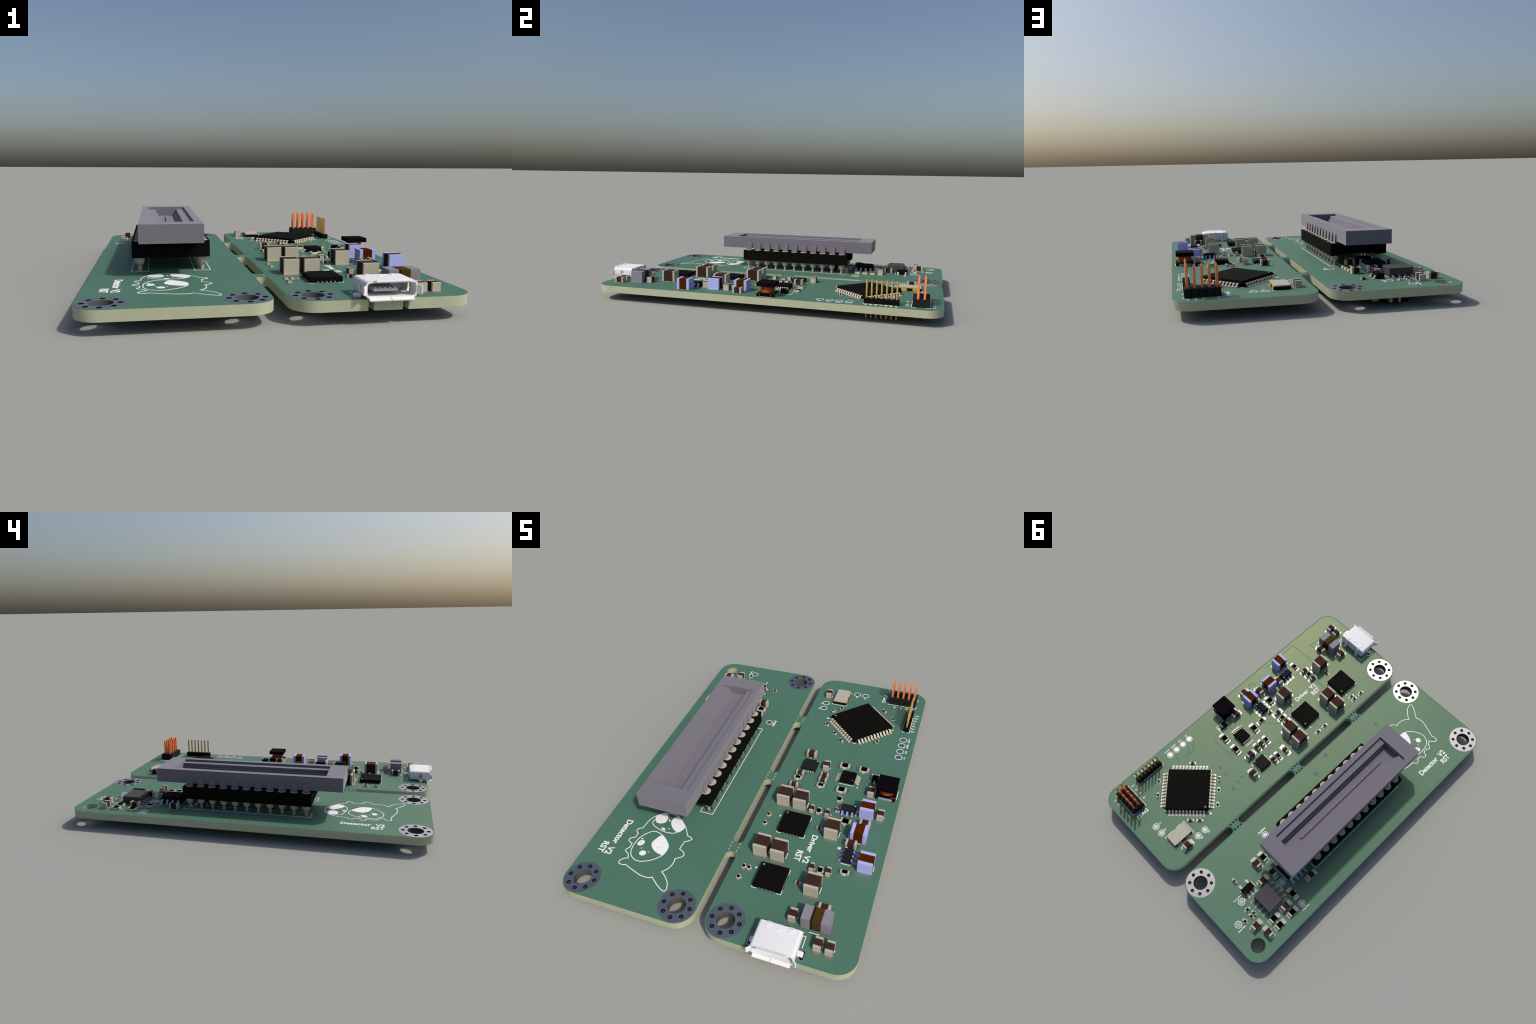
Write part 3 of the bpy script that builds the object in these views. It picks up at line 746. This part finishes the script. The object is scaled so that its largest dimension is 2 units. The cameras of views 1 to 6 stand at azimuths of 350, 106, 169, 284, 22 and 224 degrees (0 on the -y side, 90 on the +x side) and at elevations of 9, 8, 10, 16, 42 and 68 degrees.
# flared mouth: one lip above, two below, one ear each side
put("shell_lip", slab("shell_lip", SHELL, [(0.2950, -0.9975, 0.1570), (0.4190, -0.9975, 0.1570), (0.4240, -0.9800, 0.1505), (0.2890, -0.9800, 0.1505)], 0.0065), usb)
for x0, x1, a, b in ((0.2745, 0.3515, 0.2800, 0.3500), (0.3535, 0.4350, 0.3560, 0.4320)):
    put("shell_lip", slab("shell_lip", SHELL, [(x0, -0.9990, 0.0895), (x1, -0.9990, 0.0895), (b + 0.002, -0.9780, 0.0985), (a - 0.002, -0.9780, 0.0985)], 0.0060), usb)
for s in (-1, 1):
    put("shell_ear", slab("shell_ear", SHELL, [(UX + s * 0.0915, -0.980, 0.1040), (UX + s * 0.1060, -0.9945, 0.1055), (UX + s * 0.1060, -0.9945, 0.1350), (UX + s * 0.0915, -0.980, 0.1365)], 0.0055 * -s), usb)
    # mounting tab that dips into its plated slot
    put("mounting_tab", box("mounting_tab", SHELL, (UX + s * 0.1000 - 0.012, UX + s * 0.1000 + 0.012, -0.9410, -0.9180, 0.0880, 0.1010),
                            (UX + s * 0.1085 - 0.005, UX + s * 0.1085 + 0.005, -0.9410, -0.9180, 0.0560, 0.0990), scale=1.0, bevel=0.003), usb)
    loops = [rounded_rect(UX + s * 0.108 - 0.014, UX + s * 0.108 + 0.014, -0.9560, -0.9030, 0.0135, 6), rounded_rect(UX + s * 0.108 - 0.009, UX + s * 0.108 + 0.009, -0.9500, -0.9090, 0.0085, 6)]
    put("solder_pad", plate("solder_pad", TIN, loops, ZT - 0.0002, ZT + 0.001), usb)
    put("slot_well", plate("slot_well", VIA, [loops[1]], ZT - 0.0002, ZT + 0.0006), usb)
    strap = bent_strip("rear_strap", SHELL, [(y / MM, z / MM) for y, z in ((-0.8880, 0.1500), (-0.8700, 0.1512), (-0.8600, 0.1470), (-0.8560, 0.1360), (-0.8530, 0.1000), (-0.8500, 0.0870))], 0.16, 0.66)
    put("rear_strap", strap, usb, (UX + s * 0.0480, 0, 0), PI / 2)
    put("solder_pad", plate("solder_pad", TIN, [circle(UX + s * 0.054, -0.8500, 0.0115, 16)], ZT - 0.0002, ZT + 0.001), usb)
    silk_loops.append(stroke_loops([(UX + s * 0.079, -0.8455), (UX + s * 0.1000, -0.8455), (UX + s * 0.1000, -0.9000)], 0.0032)[0])
put("stamped_tab", box("stamped_tab", SHELL, (UX - 0.010, UX + 0.008, -0.8900, -0.8820, 0.1490, 0.1528), scale=1.0, bevel=0.001), usb)
put("contact_tongue", box("contact_tongue", TONGUE, (0.3020, 0.3880, -0.9600, -0.8680, 0.1110, 0.1205), *[(0.3065 + 0.0175 * k - 0.002, 0.3065 + 0.0175 * k + 0.0055, -0.9600, -0.8680, 0.1200, 0.1245) for k in range(5)], scale=1.0), usb)
put("usb_lead", box("usb_lead", PURPLELEAD, *[(UX + 0.65 * MM * k - 0.0045, UX + 0.65 * MM * k + 0.0045, -0.868, -0.845, ZT, ZT + 0.004) for k in range(-2, 3)], scale=1.0), usb)
silk_poly(0.4360, -0.8360, 0, [(-0.3, 0.3), (0.3, 0.3), (0, -0.3)])

# ------------------------------------------------------------------ white print
def lettering(txt, x0, x1, y0, y1, turn=-90):
    """Line of text fitted to the rectangle on the board; turn is its reading direction."""
    cu = bpy.data.curves.new("lettering", "FONT")
    cu.body = txt
    cu.size = 1.0
    cu.offset = 0.026
    cu.resolution_u = 4
    cu.extrude = 0.01
    me = curve_to_mesh(cu, SILK, "lettering", 0, None)
    xs = [v.co.x for v in me.vertices]
    ys = [v.co.y for v in me.vertices]
    long_, tall = ((y1 - y0), (x1 - x0)) if turn in (-90, 90) else ((x1 - x0), (y1 - y0))
    sx, sy = long_ / (max(xs) - min(xs)), tall / (max(ys) - min(ys))
    mx, my = (max(xs) + min(xs)) / 2, (max(ys) + min(ys)) / 2
    for v in me.vertices:
        v.co = ((v.co.x - mx) * sx, (v.co.y - my) * sy, 0.0008 if v.co.z > 0 else 0.0)
    put("lettering", me, board, ((x0 + x1) / 2, (y0 + y1) / 2, ZT), math.radians(turn))

lettering("Detector  V2", -0.5755, -0.5425, -0.7295, -0.5050)
lettering("RST", -0.6165, -0.5835, -0.7265, -0.6630)
lettering("Driver  V2", 0.3270, 0.3555, -0.4895, -0.3150)
lettering("RST", 0.2850, 0.3160, -0.4880, -0.4250)
lettering("JTAG", 0.4190, 0.4490, 0.8470, 0.9270)
lettering("Active", -0.1430, -0.1270, 0.4210, 0.4770)
lettering("Comp-View", -0.3320, -0.3220, 0.7900, 0.8500)
lettering("Data-View", -0.4720, -0.4620, 0.8870, 0.9420)
lettering("Amp-View", -0.6380, -0.6290, 0.5480, 0.6010)
lettering("Trans-View", -0.4760, -0.4070, 0.5950, 0.6050, 180)
for t, y in (("CLAMP", 0.521), ("RESET", 0.469), ("RXD", 0.417), ("IO", 0.365)):
    h = 0.0038 * len(t)
    lettering(t, 0.6415, 0.6505, y - h, y + h)
for t, k in (("GND", -3), ("3V3", -2), ("TXD", -1), ("CS", 0), ("RXD", 1), ("MISO", 2), ("SCLK", 3)):
    y = 0.6875 + k * MM
    lettering(t, 0.6400, 0.6400 + 0.0060 * len(t), y - 0.0055, y + 0.0055, 180)
for t, k in (("TMS", 2), ("TCK", 1), ("TDO", 0), ("TDI", -1.2)):
    x = 0.5485 + k * 1.27 * MM
    lettering(t, x - 0.0050, x + 0.0050, 0.8090, 0.8270)
for t, k in (("VCC", 2), ("GND", 1), ("GND", 0), ("RST", -2)):
    x = 0.5485 + k * 1.27 * MM
    lettering(t, x - 0.0050, x + 0.0050, 0.9420, 0.9600)
for t, x, y in (("TX", 0.3190, 0.851), ("RX", 0.2680, 0.851), ("D3", 0.0780, 0.6750), ("D4", 0.0780, 0.728)):
    lettering(t, x - 0.0045, x + 0.0045, y - 0.008, y + 0.008)

# line drawing on the detector board: a plain stand-in creature with two round faces
OUTLINE = [  # smooth runs that meet at corners; each run starts where the last one ended
    [(-0.476, -0.530), (-0.471, -0.478), (-0.450, -0.437), (-0.412, -0.406), (-0.347, -0.406), (-0.284, -0.455), (-0.252, -0.496), (-0.247, -0.507)],
    [(-0.226, -0.513), (-0.215, -0.521), (-0.222, -0.533), (-0.242, -0.548)], [(-0.244, -0.594)],
    [(-0.223, -0.603), (-0.209, -0.618), (-0.215, -0.636), (-0.238, -0.652)], [(-0.234, -0.678), (-0.241, -0.711), (-0.262, -0.740)],
    [(-0.233, -0.761), (-0.208, -0.789), (-0.197, -0.820), (-0.205, -0.832), (-0.225, -0.825), (-0.253, -0.808), (-0.290, -0.780)],
    [(-0.303, -0.788), (-0.342, -0.789), (-0.389, -0.775), (-0.443, -0.756)], [(-0.459, -0.761), (-0.478, -0.757), (-0.480, -0.742), (-0.468, -0.728), (-0.450, -0.718)],
    [(-0.463, -0.696)], [(-0.482, -0.686), (-0.486, -0.671), (-0.476, -0.663)], [(-0.478, -0.634)],
    [(-0.499, -0.626), (-0.503, -0.610), (-0.482, -0.595)], [(-0.481, -0.569)], [(-0.495, -0.559), (-0.495, -0.543), (-0.476, -0.530)]]
outline_path, last = [], None
for run in OUTLINE:
    pts = ([last] if last else []) + run
    outline_path += smooth_path(pts, False)[:-1]
    last = run[-1]
FACE_A = [(-0.415, -0.534), (-0.360, -0.545), (-0.312, -0.583), (-0.299, -0.612), (-0.304, -0.652), (-0.336, -0.692), (-0.383, -0.717), (-0.420, -0.716), (-0.452, -0.691), (-0.465, -0.646), (-0.458, -0.585)]
FACE_B = [(-0.440, -0.455), (-0.449, -0.477), (-0.434, -0.499), (-0.374, -0.519), (-0.323, -0.517), (-0.300, -0.500), (-0.281, -0.462)]
PATCH_A = [(-0.360, -0.545), (-0.310, -0.587), (-0.299, -0.612), (-0.305, -0.652), (-0.353, -0.642), (-0.385, -0.612), (-0.384, -0.582)]
PATCH_B = [(-0.346, -0.410), (-0.310, -0.430), (-0.282, -0.462), (-0.284, -0.484), (-0.303, -0.504), (-0.343, -0.480), (-0.362, -0.445)]
PATCH_C = [(-0.448, -0.438), (-0.408, -0.409), (-0.389, -0.431), (-0.387, -0.462), (-0.409, -0.478), (-0.436, -0.473)]
zs = (ZT, ZT + 0.0008)
for k, (path, closed) in enumerate(((outline_path, True), (smooth_path(FACE_A), True), (smooth_path(FACE_B, False), False))):
    put("line_drawing", plate("line_drawing", SILK, stroke_loops(path, 0.0040, closed), zs[0], zs[1] - 0.0001 * k), board)
for patch, hole in ((PATCH_A, (-0.345, -0.619, 0.0028)), (PATCH_B, None), (PATCH_C, None)):
    put("line_drawing", plate("line_drawing", SILK, [smooth_path(patch)] + ([circle(*hole, 10)] if hole else []), zs[0], zs[1] + 0.0003), board)
spots = [[(cx + a * math.cos(t) * math.cos(r) - b * math.sin(t) * math.sin(r), cy + a * math.cos(t) * math.sin(r) + b * math.sin(t) * math.cos(r)) for t in [2 * PI * i / 20 for i in range(20)]]
         for cx, cy, a, b, r in ((-0.438, -0.618, 0.019, 0.0145, 1.0), (-0.400, -0.671, 0.0165, 0.0150, 0.3), (-0.373, -0.446, 0.0035, 0.008, 0.6), (-0.377, -0.506, 0.0135, 0.0062, -0.3),
                                 (-0.351, -0.495, 0.004, 0.003, 0), (-0.420, -0.646, 0.003, 0.003, 0), (-0.377, -0.657, 0.003, 0.003, 0), (-0.445, -0.593, 0.005, 0.0045, 0))]
spots.append(circle(-0.438, -0.618, 0.0032, 10))
put("line_drawing", plate("line_drawing", SILK, spots, *zs), board)

put("test_point_ring", plate("test_point_ring", SILK, tp_ring, ZT, ZT + 0.0008), board)
marks = bmesh.new()
for k, lp in enumerate(silk_loops):     # strokes that cross sit on slightly different levels
    top = [marks.verts.new((x, y, ZT + 0.0005 + 0.00005 * (k % 5))) for x, y in lp]
    low = [marks.verts.new((x, y, ZT - 0.0002)) for x, y in lp]
    marks.faces.new(top)
    for i in range(len(lp)):
        j = (i + 1) % len(lp)
        marks.faces.new((low[i], low[j], top[j], top[i]))
bmesh.ops.recalc_face_normals(marks, faces=marks.faces)
put("silkscreen_mark", finish(marks, SILK, "silkscreen_mark"), board, stuff=True)
